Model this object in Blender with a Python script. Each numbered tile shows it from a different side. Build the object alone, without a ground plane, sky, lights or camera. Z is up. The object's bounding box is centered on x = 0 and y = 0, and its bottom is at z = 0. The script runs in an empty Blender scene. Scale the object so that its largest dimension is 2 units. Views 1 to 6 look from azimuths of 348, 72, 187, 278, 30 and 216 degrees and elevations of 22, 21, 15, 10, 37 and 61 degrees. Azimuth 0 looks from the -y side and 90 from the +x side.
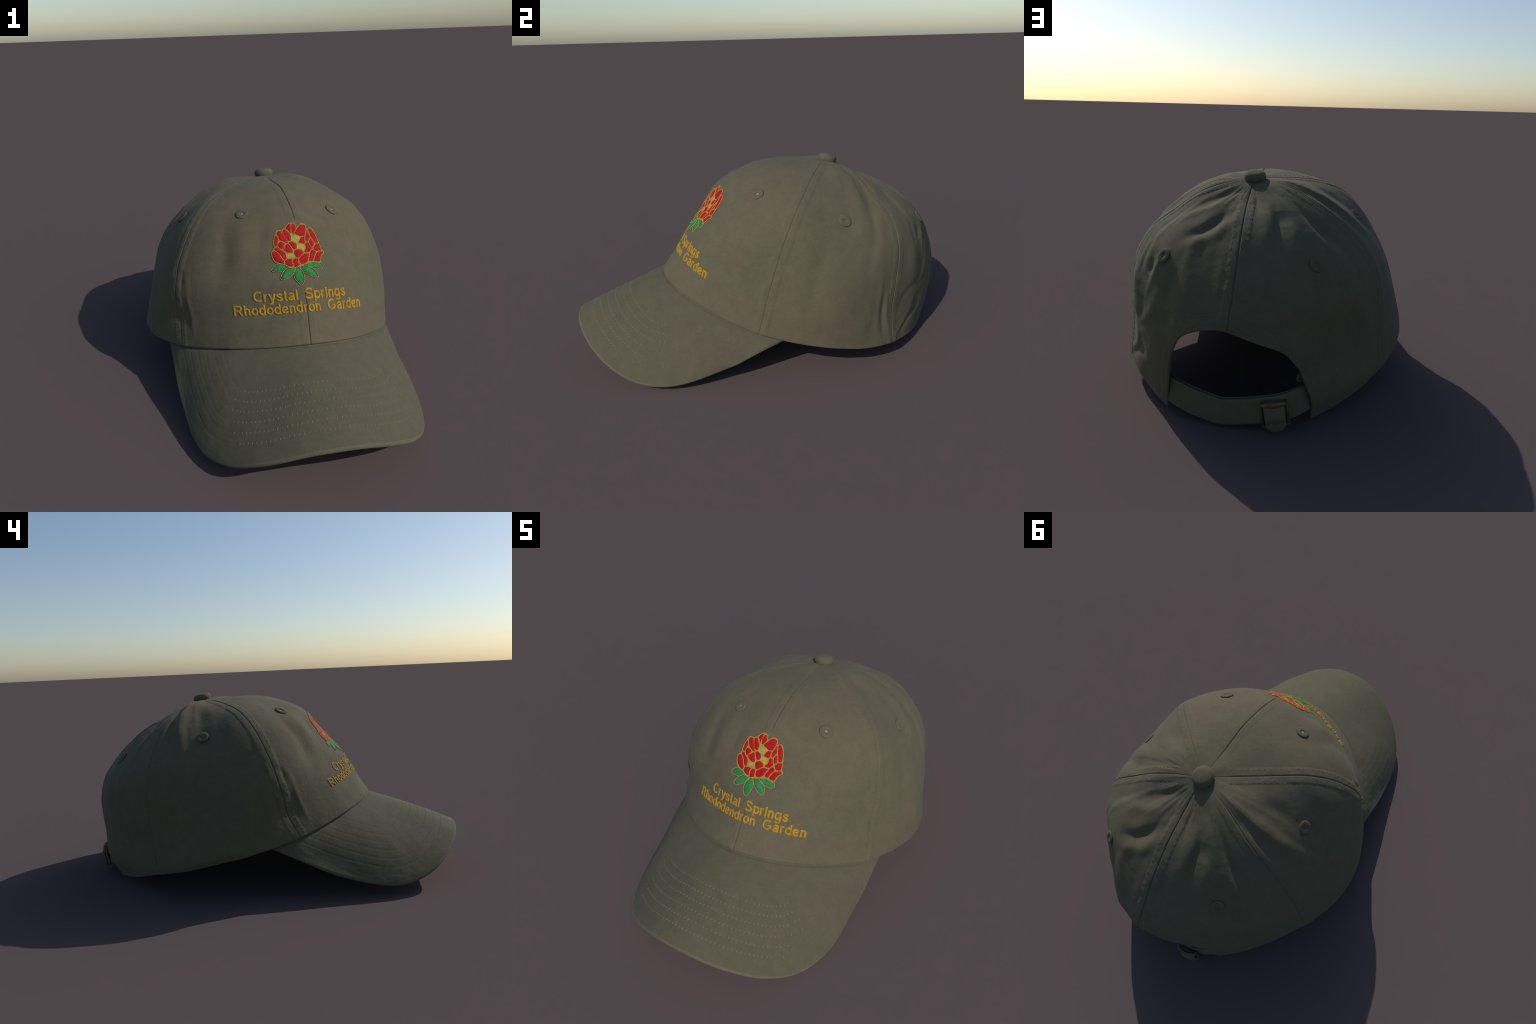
# A washed-cotton six-panel baseball cap with an embroidered flower and two lines of lettering.
# Everything is lofted from seam and panel profiles (crown), a bent visor with a rolled edge (brim),
# ribbons (strap), and small stitched pieces laid on the cloth (emblem, lettering, eyelets, seams).
import bpy, math
import numpy as np
from mathutils import Vector
from mathutils.bvhtree import BVHTree

rng = np.random.default_rng(7)

# ------------------------------------------------------------------ shape of the crown
# Twelve profiles run from the button down to the hem: six seams and the six panel centres
# between them, counter-clockwise from the front seam.  u counts seams (0..6), v runs 0 (button) .. 1 (hem).
APEX = (0.036, 0.378, 0.938)
PROFILES = [
    # front seam
    [(0.036, 0.219, 0.947), (0.039, 0.065, 0.951), (0.038, -0.076, 0.919), (0.036, -0.188, 0.865), (0.030, -0.261, 0.782), (0.020, -0.343, 0.686), (0.015, -0.436, 0.565), (0.003, -0.537, 0.413)],
    # right front panel
    [(0.107, 0.239, 0.946), (0.171, 0.105, 0.932), (0.227, -0.015, 0.894), (0.268, -0.113, 0.835), (0.292, -0.194, 0.764), (0.299, -0.274, 0.669), (0.291, -0.355, 0.530), (0.277, -0.438, 0.352)],
    # right seam
    [(0.156, 0.290, 0.948), (0.260, 0.206, 0.915), (0.356, 0.128, 0.871), (0.435, 0.055, 0.808), (0.484, -0.013, 0.711), (0.509, -0.072, 0.585), (0.512, -0.123, 0.428), (0.525, -0.180, 0.244)],
    # right side panel
    [(0.178, 0.358, 0.938), (0.296, 0.332, 0.899), (0.395, 0.307, 0.842), (0.476, 0.280, 0.758), (0.554, 0.235, 0.639), (0.621, 0.186, 0.501), (0.651, 0.158, 0.339), (0.654, 0.170, 0.163)],
    # right back seam
    [(0.168, 0.431, 0.920), (0.283, 0.474, 0.877), (0.377, 0.503, 0.800), (0.477, 0.533, 0.720), (0.548, 0.539, 0.600), (0.581, 0.519, 0.434), (0.592, 0.495, 0.267), (0.608, 0.499, 0.115)],
    # right back panel
    [(0.119, 0.494, 0.889), (0.199, 0.610, 0.832), (0.275, 0.710, 0.757), (0.331, 0.781, 0.657), (0.330, 0.842, 0.522), (0.351, 0.858, 0.370), (0.368, 0.838, 0.210), (0.366, 0.808, 0.047)],
    # back seam
    [(0.038, 0.521, 0.875), (0.029, 0.680, 0.808), (0.021, 0.826, 0.705), (0.018, 0.945, 0.571), (0.028, 1.009, 0.438), (0.052, 1.037, 0.308), (0.050, 1.009, 0.157), (0.050, 0.961, -0.014)],
    # left back panel
    [(-0.061, 0.501, 0.891), (-0.169, 0.625, 0.804), (-0.267, 0.744, 0.685), (-0.313, 0.838, 0.531), (-0.302, 0.856, 0.387), (-0.296, 0.868, 0.255), (-0.308, 0.869, 0.130), (-0.290, 0.826, 0.028)],
    # left back seam
    [(-0.129, 0.440, 0.916), (-0.278, 0.497, 0.846), (-0.423, 0.528, 0.730), (-0.524, 0.544, 0.594), (-0.561, 0.535, 0.423), (-0.572, 0.521, 0.268), (-0.584, 0.508, 0.166), (-0.590, 0.497, 0.130)],
    # left side panel
    [(-0.129, 0.369, 0.932), (-0.273, 0.340, 0.887), (-0.399, 0.292, 0.801), (-0.518, 0.242, 0.681), (-0.599, 0.202, 0.519), (-0.648, 0.176, 0.363), (-0.675, 0.166, 0.254), (-0.664, 0.150, 0.216)],
    # left seam
    [(-0.089, 0.295, 0.939), (-0.211, 0.204, 0.926), (-0.325, 0.105, 0.887), (-0.419, 0.014, 0.791), (-0.492, -0.060, 0.656), (-0.526, -0.110, 0.518), (-0.520, -0.142, 0.393), (-0.520, -0.191, 0.295)],
    # left front panel
    [(-0.036, 0.240, 0.952), (-0.102, 0.104, 0.949), (-0.158, -0.025, 0.907), (-0.209, -0.134, 0.844), (-0.249, -0.212, 0.751), (-0.267, -0.278, 0.635), (-0.267, -0.351, 0.507), (-0.265, -0.448, 0.383)],
]
BRIM_EDGE = [(-0.591, -0.049, 0.262), (-0.562, -0.399, 0.112), (-0.523, -0.642, 0.056), (-0.434, -0.811, 0.086), (-0.308, -0.923, 0.160), (-0.148, -0.985, 0.221), (0.034, -1.002, 0.230), (0.206, -0.967, 0.181), (0.350, -0.881, 0.103), (0.456, -0.750, 0.044), (0.522, -0.572, 0.041), (0.547, -0.340, 0.099), (0.582, -0.048, 0.214)]
BRIM_BULGE = [(0.038, -0.003, -0.000), (0.013, 0.003, 0.004), (0.006, 0.001, 0.003), (0.001, 0.001, -0.004), (0.002, -0.001, -0.004), (-0.000, -0.006, 0.005), (-0.003, -0.005, 0.007), (-0.002, -0.003, 0.003), (0.004, -0.003, 0.005), (0.015, -0.004, 0.009), (0.016, -0.005, 0.008), (0.006, -0.000, -0.001), (-0.014, 0.003, -0.007)]

NCOL, NLEV = 12, 8
CTRL = np.array(PROFILES)                      # 12 x 8 x 3
APEX_P = np.array(APEX)


def cr_weights(f):
    return np.stack([-.5*f + f*f - .5*f**3, 1 - 2.5*f*f + 1.5*f**3, .5*f + 2*f*f - 1.5*f**3, -.5*f*f + .5*f**3], -1)


def crown_base(u, v):
    """Catmull-Rom loft through the profiles; arrays u, v of one shape -> points."""
    u = np.asarray(u, float); v = np.asarray(v, float)
    tu = (u % 6) * 2
    iu = np.floor(tu).astype(int); wu = cr_weights(tu - iu)
    tv = np.clip(v, 0, 1.2) * NLEV
    iv = np.minimum(np.floor(tv).astype(int), NLEV - 1); wv = cr_weights(tv - iv)
    out = np.zeros(u.shape + (3,))
    for a in range(4):
        c = (iu - 1 + a) % NCOL
        for b in range(4):
            k = iv - 1 + b
            opp = CTRL[(c + NCOL//2) % NCOL, np.clip(-k - 1, 0, NLEV - 1)]
            own = CTRL[c, np.clip(k - 1, 0, NLEV - 1)]
            ext = 2*CTRL[c, NLEV - 1] - CTRL[c, NLEV - 2]
            p = np.where((k < 0)[..., None], opp, np.where((k == 0)[..., None], APEX_P, np.where((k > NLEV)[..., None], ext, own)))
            out += (wu[..., a]*wv[..., b])[..., None]*p
    return out


def crown_frame(u, v, e=2e-3):
    p = crown_base(u, v)
    du = (crown_base(u + e, v) - crown_base(u - e, v))/(2*e)
    vl = np.maximum(v - e, 1e-4); vh = np.minimum(v + e, 1.0)
    dv = (crown_base(u, vh) - crown_base(u, vl))/(vh - vl)[..., None]
    n = np.cross(dv, du)
    n /= np.linalg.norm(n, axis=-1, keepdims=True) + 1e-12
    return p, n, du, dv


# opening above the strap: its two edges as (v, u) pairs, from the top of the arch down to the hem
ARCH_V = 0.611
RIGHT_EDGE = [(0.611, 3.0), (0.6115, 2.985), (0.618, 2.925), (0.644, 2.83), (0.669, 2.77), (0.695, 2.72), (0.725, 2.683), (0.768, 2.655), (0.816, 2.635), (0.88, 2.621), (0.964, 2.589), (1.0, 2.573)]
LEFT_EDGE = [(0.611, 3.0), (0.6115, 3.012), (0.616, 3.065), (0.624, 3.125), (0.635, 3.195), (0.646, 3.255), (0.662, 3.317), (0.681, 3.355), (0.711, 3.393), (0.742, 3.427), (0.79, 3.45), (0.842, 3.47), (0.903, 3.489), (1.0, 3.508)]


def edge_u(v, table):
    c = spline(np.array(table), 400)
    c = c[np.argsort(c[:, 0], kind='stable')]
    return np.where(v <= ARCH_V, 3.0, np.interp(v, c[:, 0], c[:, 1]))


# soft folds and dents: polyline in (u, v), half width in metres, height along the normal
FOLDS = [
    # right back panel: diagonal sags running from the button towards the right back seam
    ([(2.56, .11), (2.40, .17), (2.33, .23), (2.25, .29)], .026, -.012),
    ([(2.72, .14), (2.60, .20), (2.48, .26), (2.36, .33)], .030, .006),
    ([(2.80, .23), (2.72, .29), (2.66, .34), (2.58, .38)], .026, -.016),
    ([(2.90, .26), (2.80, .33), (2.72, .37), (2.60, .43)], .028, .006),
    ([(2.50, .48), (2.42, .55), (2.36, .62), (2.34, .68)], .022, .005),
    ([(2.24, .50), (2.22, .57), (2.22, .63)], .020, -.005),
    ([(2.62, .50), (2.58, .57), (2.54, .63)], .034, -.006),
    ([(2.29, .77), (2.16, .80), (2.10, .84), (2.08, .88)], .022, -.003),
    ([(2.36, .80), (2.25, .84), (2.16, .89)], .026, .003),
    ([(2.33, .88), (2.20, .92), (2.10, .97)], .022, -.006),
    ([(2.24, .87), (2.17, .92), (2.05, .97)], .018, .004),
    ([(2.42, .70), (2.34, .76), (2.24, .80)], .024, .003),
    ([(1.93, .80), (1.94, .88), (1.95, .96)], .014, .006),
    ([(1.90, .80), (1.90, .90), (1.90, .97)], .012, -.005),
    ([(1.86, .74), (1.86, .84), (1.84, .94)], .016, .004),
    # right side panel: crease running down beside the back seam
    ([(1.90, .24), (1.88, .34), (1.80, .48), (1.78, .60), (1.74, .70)], .024, -.005),
    ([(1.74, .24), (1.73, .36), (1.66, .49), (1.65, .60)], .030, .004),
    ([(1.25, .16), (1.25, .26), (1.28, .34)], .045, -.006),
    ([(1.50, .14), (1.48, .24), (1.50, .32)], .035, .004),
    # left back panel
    ([(3.58, .15), (3.50, .22), (3.44, .29), (3.40, .34)], .034, .008),
    ([(3.26, .20), (3.22, .27), (3.20, .33)], .032, .007),
    ([(3.42, .17), (3.34, .24), (3.29, .30), (3.27, .34)], .016, -.006),
    ([(3.72, .16), (3.70, .24), (3.72, .31), (3.77, .37)], .030, -.014),
    ([(3.08, .34), (3.10, .42)], .022, -.007),
    # left side panel
    ([(4.24, .12), (4.27, .22), (4.27, .34), (4.31, .43)], .028, .007),
    ([(4.08, .18), (4.13, .26), (4.16, .35), (4.18, .43)], .024, -.009),
    ([(4.58, .22), (4.55, .29), (4.50, .35)], .034, -.008),
    ([(4.44, .10), (4.46, .20)], .024, .005),
    # left front panel
    ([(5.36, .46), (5.37, .54), (5.42, .62), (5.44, .70)], .036, -.007),
    ([(5.71, .52), (5.70, .60), (5.68, .70)], .035, -.006),
    ([(5.55, .50), (5.55, .60), (5.56, .68)], .035, .004),
    ([(0.48, .18), (0.50, .28)], .030, .004),
    # broad slack: where the cloth stands out or sinks between the folds
    ([(2.16, .62), (2.18, .70), (2.20, .80)], .070, .016),
    ([(3.72, .54), (3.80, .60), (3.86, .68)], .050, .011),
    ([(2.55, .66), (2.57, .74)], .040, -.010),
    ([(3.0, .52), (3.0, .61)], .060, .012),
    ([(2.34, .54), (2.33, .61)], .030, -.010),
    ([(3.70, .25), (3.74, .33), (3.78, .40)], .032, -.009),
    ([(3.46, .21), (3.36, .27)], .034, -.008),
    ([(2.50, .20), (2.36, .27), (2.26, .33)], .026, -.006),
    ([(4.50, .39), (4.50, .47)], .036, -.010),
    ([(5.02, .80), (5.02, .92)], .050, -.009),
    ([(1.36, .64), (1.33, .74), (1.32, .85)], .042, -.010),
    ([(5.38, .62), (5.38, .75)], .050, -.009),
    # the stiff embroidery: flat flower, a slight step under its leaves, steeper cloth behind the lettering
    ([(5.72, .795), (5.88, .81), (6.0, .815), (6.12, .81), (6.26, .80)], .040, .010),
    ([(5.86, .68), (6.14, .68)], .085, -.007),
    ([(5.58, .90), (5.90, .90)], .040, -.004),
    # small tucks beside the left seam, where the allowance is pinched
    ([(5.06, .66), (5.06, .74)], .014, -.003),
    ([(5.08, .78), (5.08, .86)], .012, -.003),
    ([(5.11, .70), (5.12, .84), (5.12, .94)], .014, .003),
    ([(4.95, .60), (4.94, .68)], .014, .002),
]


def seg_dist(p, a, b):
    ab = b - a
    t = np.clip(((p - a) @ ab)/(ab @ ab), 0, 1)
    return np.linalg.norm(p - a - t[..., None]*ab, axis=-1), t


def smooth(x):
    x = np.clip(x, 0, 1)
    return x*x*(3 - 2*x)


class Lumps:
    """smooth value noise on a hashed lattice (same numbers on every run)"""
    def __init__(self, seed, scale):
        self.s = np.asarray(scale, float); self.t = np.random.default_rng(seed).uniform(-1, 1, 4096)

    def __call__(self, p):
        q = p*self.s
        i = np.floor(q).astype(int); f = q - i; f = f*f*(3 - 2*f)
        out = 0
        for a in (0, 1):
            for b in (0, 1):
                for c in (0, 1):
                    h = ((i[..., 0] + a)*73856093 ^ (i[..., 1] + b)*19349663 ^ (i[..., 2] + c)*83492791) & 4095
                    w = (f[..., 0] if a else 1 - f[..., 0])*(f[..., 1] if b else 1 - f[..., 1])*(f[..., 2] if c else 1 - f[..., 2])
                    out = out + w*self.t[h]
        return out


broad, streak, medium, pucker, grain = Lumps(3, [5, 5, 5]), Lumps(23, [1, 1, 1]), Lumps(5, [14, 14, 9]), Lumps(11, [42, 42, 42]), Lumps(17, [110, 110, 110])


def crown_relief(u, v, p, du):
    """height of folds, seam ridges, stitching dents and cloth lumps above the plain loft"""
    h = np.zeros(u.shape)
    for line, w, amp in FOLDS:
        q = np.array([crown_base(np.array(a), np.array(b)) for a, b in line])
        near = np.linalg.norm(p - q.mean(0), axis=-1) < np.linalg.norm(q[0] - q[-1]) + 4*w
        if not near.any():
            continue
        pn = p[near]
        best = np.full(len(pn), 9.); along = np.zeros(len(pn)); m = len(q) - 1
        for k in range(m):
            d, t = seg_dist(pn, q[k], q[k + 1])
            s = d < best
            best[s] = d[s]; along[s] = ((k + t)/m)[s]
        taper = .35 + .65*np.sin(np.pi*np.clip(along, 0, 1))
        h[near] += amp*taper*np.exp(-(best/w)**2)
    width = np.linalg.norm(du, axis=-1)
    seam = np.round(u)
    ds = np.abs(u - seam)*width
    fade = smooth((v - .05)/.1)
    ks = pucker(p)
    h += fade*.0026*smooth((.043 - ds)/.014)*(.5 + .5*np.choose((seam % 6).astype(int), [.2, 1., .6, 1., .4, .8]))
    under_emblem = np.where(seam % 6 == 0, smooth((v - .49)/.03)*smooth((.85 - v)/.03), 0.)
    plain = np.choose((seam % 6).astype(int), [.35, .9, .6, 1., .35, .8])
    h += -.0060*np.exp(-(ds/.0030)**2)*(.35 + .65*fade)*(1 - under_emblem)*np.choose((seam % 6).astype(int), [.75, .45, .50, .80, .45, .60])
    ring = np.cos(2*np.pi*v*1.15/.024 + seam*2)
    patchy = smooth(medium(p)*1.4 + .55)
    h += -fade*plain*patchy*(.0008 + .0005*ring)*np.exp(-((ds - .031)/.004)**2)
    h += fade*plain*.0016*ks*np.exp(-((ds - .028)/.02)**2)
    # streaks running down from the button over the slack side and back panels
    uu = u % 6
    slack = smooth((uu - 1.1)/.8)*smooth((5.0 - uu)/.8)
    spread = np.stack([u*7.3, v*3.1, np.zeros_like(u)], -1)
    h += slack*smooth((v - .04)/.1)*smooth((.75 - v)/.3)*(.0030*streak(spread) + .0020*streak(spread*2.3 + 7.))
    h += .0030*broad(p) + (.0014 + .0012*slack)*medium(p) + .0005*pucker(p*.9) + .00025*grain(p) - .0015
    return h


def crown(u, v):
    p, n, du, dv = crown_frame(u, v)
    h = crown_relief(u, v, p, du)
    uu = u % 6
    drop = .009*smooth((v - .8)/.2)*smooth((uu - 1.5)/.3)*smooth((2.75 - uu)/.1)      # the hem hangs a little at the right back
    drop = drop + .017*smooth((v - .8)/.2)*smooth((uu - 3.40)/.1)*smooth((4.0 - uu)/.35)      # and more at the left flap
    return p + n*h[..., None] + unit(dv)*drop[..., None], n


# ------------------------------------------------------------------ helpers
def new_object(name, verts, faces, mat=None, parent=None, smooth_shade=True):
    me = bpy.data.meshes.new(name)
    me.from_pydata([tuple(x) for x in np.asarray(verts, float).tolist()], [], [tuple(f) for f in faces])
    me.validate()
    me.update()
    if smooth_shade:
        me.polygons.foreach_set("use_smooth", np.ones(len(me.polygons), bool))
    ob = bpy.data.objects.new(name, me)
    bpy.context.scene.collection.objects.link(ob)
    if mat is not None:
        for m in (mat if isinstance(mat, (list, tuple)) else [mat]):
            me.materials.append(m)
    if parent is not None:
        ob.parent = parent
    return ob


def empty(name, parent=None):
    ob = bpy.data.objects.new(name, None)
    bpy.context.scene.collection.objects.link(ob)
    ob.empty_display_size = .1
    if parent is not None:
        ob.parent = parent
    return ob


def grid_faces(rows, cols, offset=0, flip=False, wrap=False):
    f = []
    for i in range(rows - 1):
        for j in range(cols - (0 if wrap else 1)):
            a = offset + i*cols + j; b = offset + i*cols + (j + 1) % cols
            q = (a, b, b + cols, a + cols)
            f.append(q[::-1] if flip else q)
    return f


def unit(x):
    return x/(np.linalg.norm(x, axis=-1, keepdims=True) + 1e-12)


def spline(points, n, closed=False):
    """Catmull-Rom resampling to n points, evenly spaced in arc length"""
    p = np.asarray(points, float)
    m = len(p)
    if closed:
        idx = lambda k: p[k % m]; segs = m
    else:
        ext = np.vstack([2*p[0] - p[1], p, 2*p[-1] - p[-2]]); idx = lambda k: ext[k + 1]; segs = m - 1
    t = np.linspace(0, 1, 13)[:-1]; w = cr_weights(t)
    out = [w @ np.array([idx(k - 1), idx(k), idx(k + 1), idx(k + 2)]) for k in range(segs)]
    out = np.vstack(out + [idx(segs)[None]])
    s = np.r_[0, np.cumsum(np.linalg.norm(np.diff(out, axis=0), axis=1))]
    want = np.linspace(0, s[-1], n + 1)[:-1] if closed else np.linspace(0, s[-1], n)
    return np.stack([np.interp(want, s, out[:, k]) for k in range(p.shape[1])], -1)


class Pile:
    """collects many small pieces into one mesh"""
    def __init__(self):
        self.v = []; self.f = []; self.n = 0

    def add(self, verts, faces):
        self.v.append(np.asarray(verts)); self.f += [tuple(i + self.n for i in f) for f in faces]; self.n += len(verts)

    def make(self, name, mat, parent):
        ob = new_object(name, np.vstack(self.v), self.f, mat, parent)
        ob["kind"] = "stuff"
        return ob


def bead_template(rings=5, segs=8):
    v = [(0, 0, -1)]; f = []
    for i in range(1, rings):
        a = math.pi*i/rings
        for j in range(segs):
            b = 2*math.pi*j/segs
            v.append((math.sin(a)*math.cos(b), math.sin(a)*math.sin(b), -math.cos(a)))
    v.append((0, 0, 1))
    for j in range(segs):
        f.append((0, 1 + (j + 1) % segs, 1 + j))
        for i in range(rings - 2):
            a = 1 + i*segs
            f.append((a + j, a + (j + 1) % segs, a + segs + (j + 1) % segs, a + segs + j))
        a = 1 + (rings - 2)*segs
        f.append((a + j, a + (j + 1) % segs, len(v) - 1))
    return np.array(v), f


BEAD_V, BEAD_F = bead_template()


def stitch(pile, pos, along, normal, length, radius, flat=.7):
    """one thread stitch: a small lozenge lying on the cloth"""
    t = unit(along - normal*np.dot(along, normal)); b = np.cross(normal, t)
    pile.add(pos + BEAD_V[:, :1]*b*radius + BEAD_V[:, 1:2]*normal*radius*flat + BEAD_V[:, 2:]*t*length/2, BEAD_F)


# ------------------------------------------------------------------ materials
def shader(name, rough=.9, sheen=0., metallic=0.):
    m = bpy.data.materials.new(name); m.use_nodes = True
    nt = m.node_tree; b = nt.nodes["Principled BSDF"]
    b.inputs["Roughness"].default_value = rough
    b.inputs["Metallic"].default_value = metallic
    b.inputs["Specular IOR Level"].default_value = .25
    if sheen:
        b.inputs["Sheen Weight"].default_value = sheen
        b.inputs["Sheen Roughness"].default_value = .6
    return m, nt, b


def noise_node(nt, coord, scale, detail=3, rough=.55, stretch=None):
    n = nt.nodes.new("ShaderNodeTexNoise")
    n.inputs["Scale"].default_value = scale; n.inputs["Detail"].default_value = detail; n.inputs["Roughness"].default_value = rough
    if stretch:
        mp = nt.nodes.new("ShaderNodeMapping"); mp.inputs["Scale"].default_value = stretch
        nt.links.new(coord, mp.inputs["Vector"]); nt.links.new(mp.outputs["Vector"], n.inputs["Vector"])
    else:
        nt.links.new(coord, n.inputs["Vector"])
    return n


def ramp(nt, src, stops):
    r = nt.nodes.new("ShaderNodeValToRGB")
    while len(r.color_ramp.elements) < len(stops):
        r.color_ramp.elements.new(.5)
    for e, (pos, c) in zip(r.color_ramp.elements, stops):
        e.position = pos; e.color = (*c, 1)
    nt.links.new(src, r.inputs["Fac"])
    return r


def mix(nt, mode, fac, a, b):
    n = nt.nodes.new("ShaderNodeMix"); n.data_type = 'RGBA'; n.blend_type = mode
    if isinstance(fac, float): n.inputs["Factor"].default_value = fac
    else: nt.links.new(fac, n.inputs["Factor"])
    for s, x in (("A", a), ("B", b)):
        sock = [i for i in n.inputs if i.name == s and i.type == 'RGBA'][0]
        if isinstance(x, tuple): sock.default_value = (*x, 1)
        else: nt.links.new(x, sock)
    return [o for o in n.outputs if o.type == 'RGBA'][0]


def cloth(name, green, brown, grain_size=90., patch=2.6, bump=.25, vary=1.):
    m, nt, b = shader(name, .95, .03)
    co = nt.nodes.new("ShaderNodeTexCoord").outputs["Object"]
    big = noise_node(nt, co, patch, 4, .6)
    mid = noise_node(nt, co, 17., 4, .65)
    fine = noise_node(nt, co, grain_size, 4, .7)
    base = ramp(nt, big.outputs["Fac"], [(.36, green), (.62, brown)])
    worn = ramp(nt, mid.outputs["Fac"], [(.28, (1 - .08*vary,)*3), (.72, (1 + .08*vary,)*3)])
    fib = ramp(nt, fine.outputs["Fac"], [(.25, (.90, .90, .90)), (.75, (1.10, 1.10, 1.10))])
    c = mix(nt, 'MULTIPLY', 1., base.outputs["Color"], worn.outputs["Color"])
    c = mix(nt, 'MULTIPLY', 1., c, fib.outputs["Color"])
    nt.links.new(c, b.inputs["Base Color"])
    # twill: fine diagonal rib plus fibre fuzz
    wv = nt.nodes.new("ShaderNodeTexWave"); wv.inputs["Scale"].default_value = 95.; wv.inputs["Distortion"].default_value = 5.; wv.inputs["Detail"].default_value = 2.
    nt.links.new(co, wv.inputs["Vector"])
    add = nt.nodes.new("ShaderNodeMath"); add.operation = 'MULTIPLY_ADD'; add.inputs[1].default_value = .09
    nt.links.new(wv.outputs["Fac"], add.inputs[0]); nt.links.new(fine.outputs["Fac"], add.inputs[2])
    bp = nt.nodes.new("ShaderNodeBump"); bp.inputs["Strength"].default_value = bump; bp.inputs["Distance"].default_value = .004
    nt.links.new(add.outputs[0], bp.inputs["Height"]); nt.links.new(bp.outputs["Normal"], b.inputs["Normal"])
    return m


def thread(name, colour, dark, rib=0., direction='DIAGONAL'):
    m, nt, b = shader(name, .7)
    b.inputs["Specular IOR Level"].default_value = .18
    co = nt.nodes.new("ShaderNodeTexCoord").outputs["Object"]
    n = noise_node(nt, co, 55., 3, .6)
    r = ramp(nt, n.outputs["Fac"], [(.3, dark), (.62, colour)])
    nt.links.new(r.outputs["Color"], b.inputs["Base Color"])
    if rib:
        wv = nt.nodes.new("ShaderNodeTexWave"); wv.inputs["Scale"].default_value = rib; wv.inputs["Distortion"].default_value = 1.5
        wv.bands_direction = direction
        nt.links.new(co, wv.inputs["Vector"])
        bp = nt.nodes.new("ShaderNodeBump"); bp.inputs["Strength"].default_value = .45; bp.inputs["Distance"].default_value = .003
        nt.links.new(wv.outputs["Fac"], bp.inputs["Height"]); nt.links.new(bp.outputs["Normal"], b.inputs["Normal"])
    return m


GREEN, BROWN = (.092, .085, .052), (.101, .085, .054)
twill = cloth("olive_twill", GREEN, BROWN)
visor_twill = cloth("olive_visor_twill", (.082, .077, .048), (.087, .077, .049), vary=1.)
pale_edge = cloth("pale_edge_twill", (.097, .092, .059), (.104, .093, .060))
seam_thread = cloth("olive_thread", (.090, .083, .050), (.100, .084, .052), bump=.1)
pale_thread = cloth("pale_olive_thread", (.138, .132, .091), (.146, .134, .093), bump=.1)
red_silk = thread("red_thread", (.40, .005, .010), (.29, .004, .008), 75.)
green_silk = thread("green_thread", (.026, .215, .060), (.018, .150, .042), 75.)
yellow_silk = thread("yellow_thread", (.38, .31, .065), (.27, .21, .04), 75.)
gold_silk = thread("gold_thread", (.40, .235, .022), (.27, .145, .012), 90., 'Z')
outline_silk = thread("old_gold_thread", (.40, .29, .050), (.29, .19, .030))
brass, nt, b = shader("aged_brass", .5, 0., .45)
co = nt.nodes.new("ShaderNodeTexCoord").outputs["Object"]
r = ramp(nt, noise_node(nt, co, 30., 4).outputs["Fac"], [(.3, (.075, .060, .030)), (.7, (.14, .108, .055))])
nt.links.new(r.outputs["Color"], b.inputs["Base Color"])
pale_disc, nt, b = shader("pale_grey_disc", .8)
b.inputs["Base Color"].default_value = (.20, .19, .19, 1)

# ------------------------------------------------------------------ the cap
cap = empty("baseball_cap")
cap["label"] = "faded olive baseball cap with embroidered red flower and gold lettering"
cap["category"] = "baseball cap"

THICK = .013
bvh_verts, bvh_faces = [], []
HALF_ROLL = [math.radians(a) for a in (20, 45, 70, 90, 110, 135, 160)]


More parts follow.
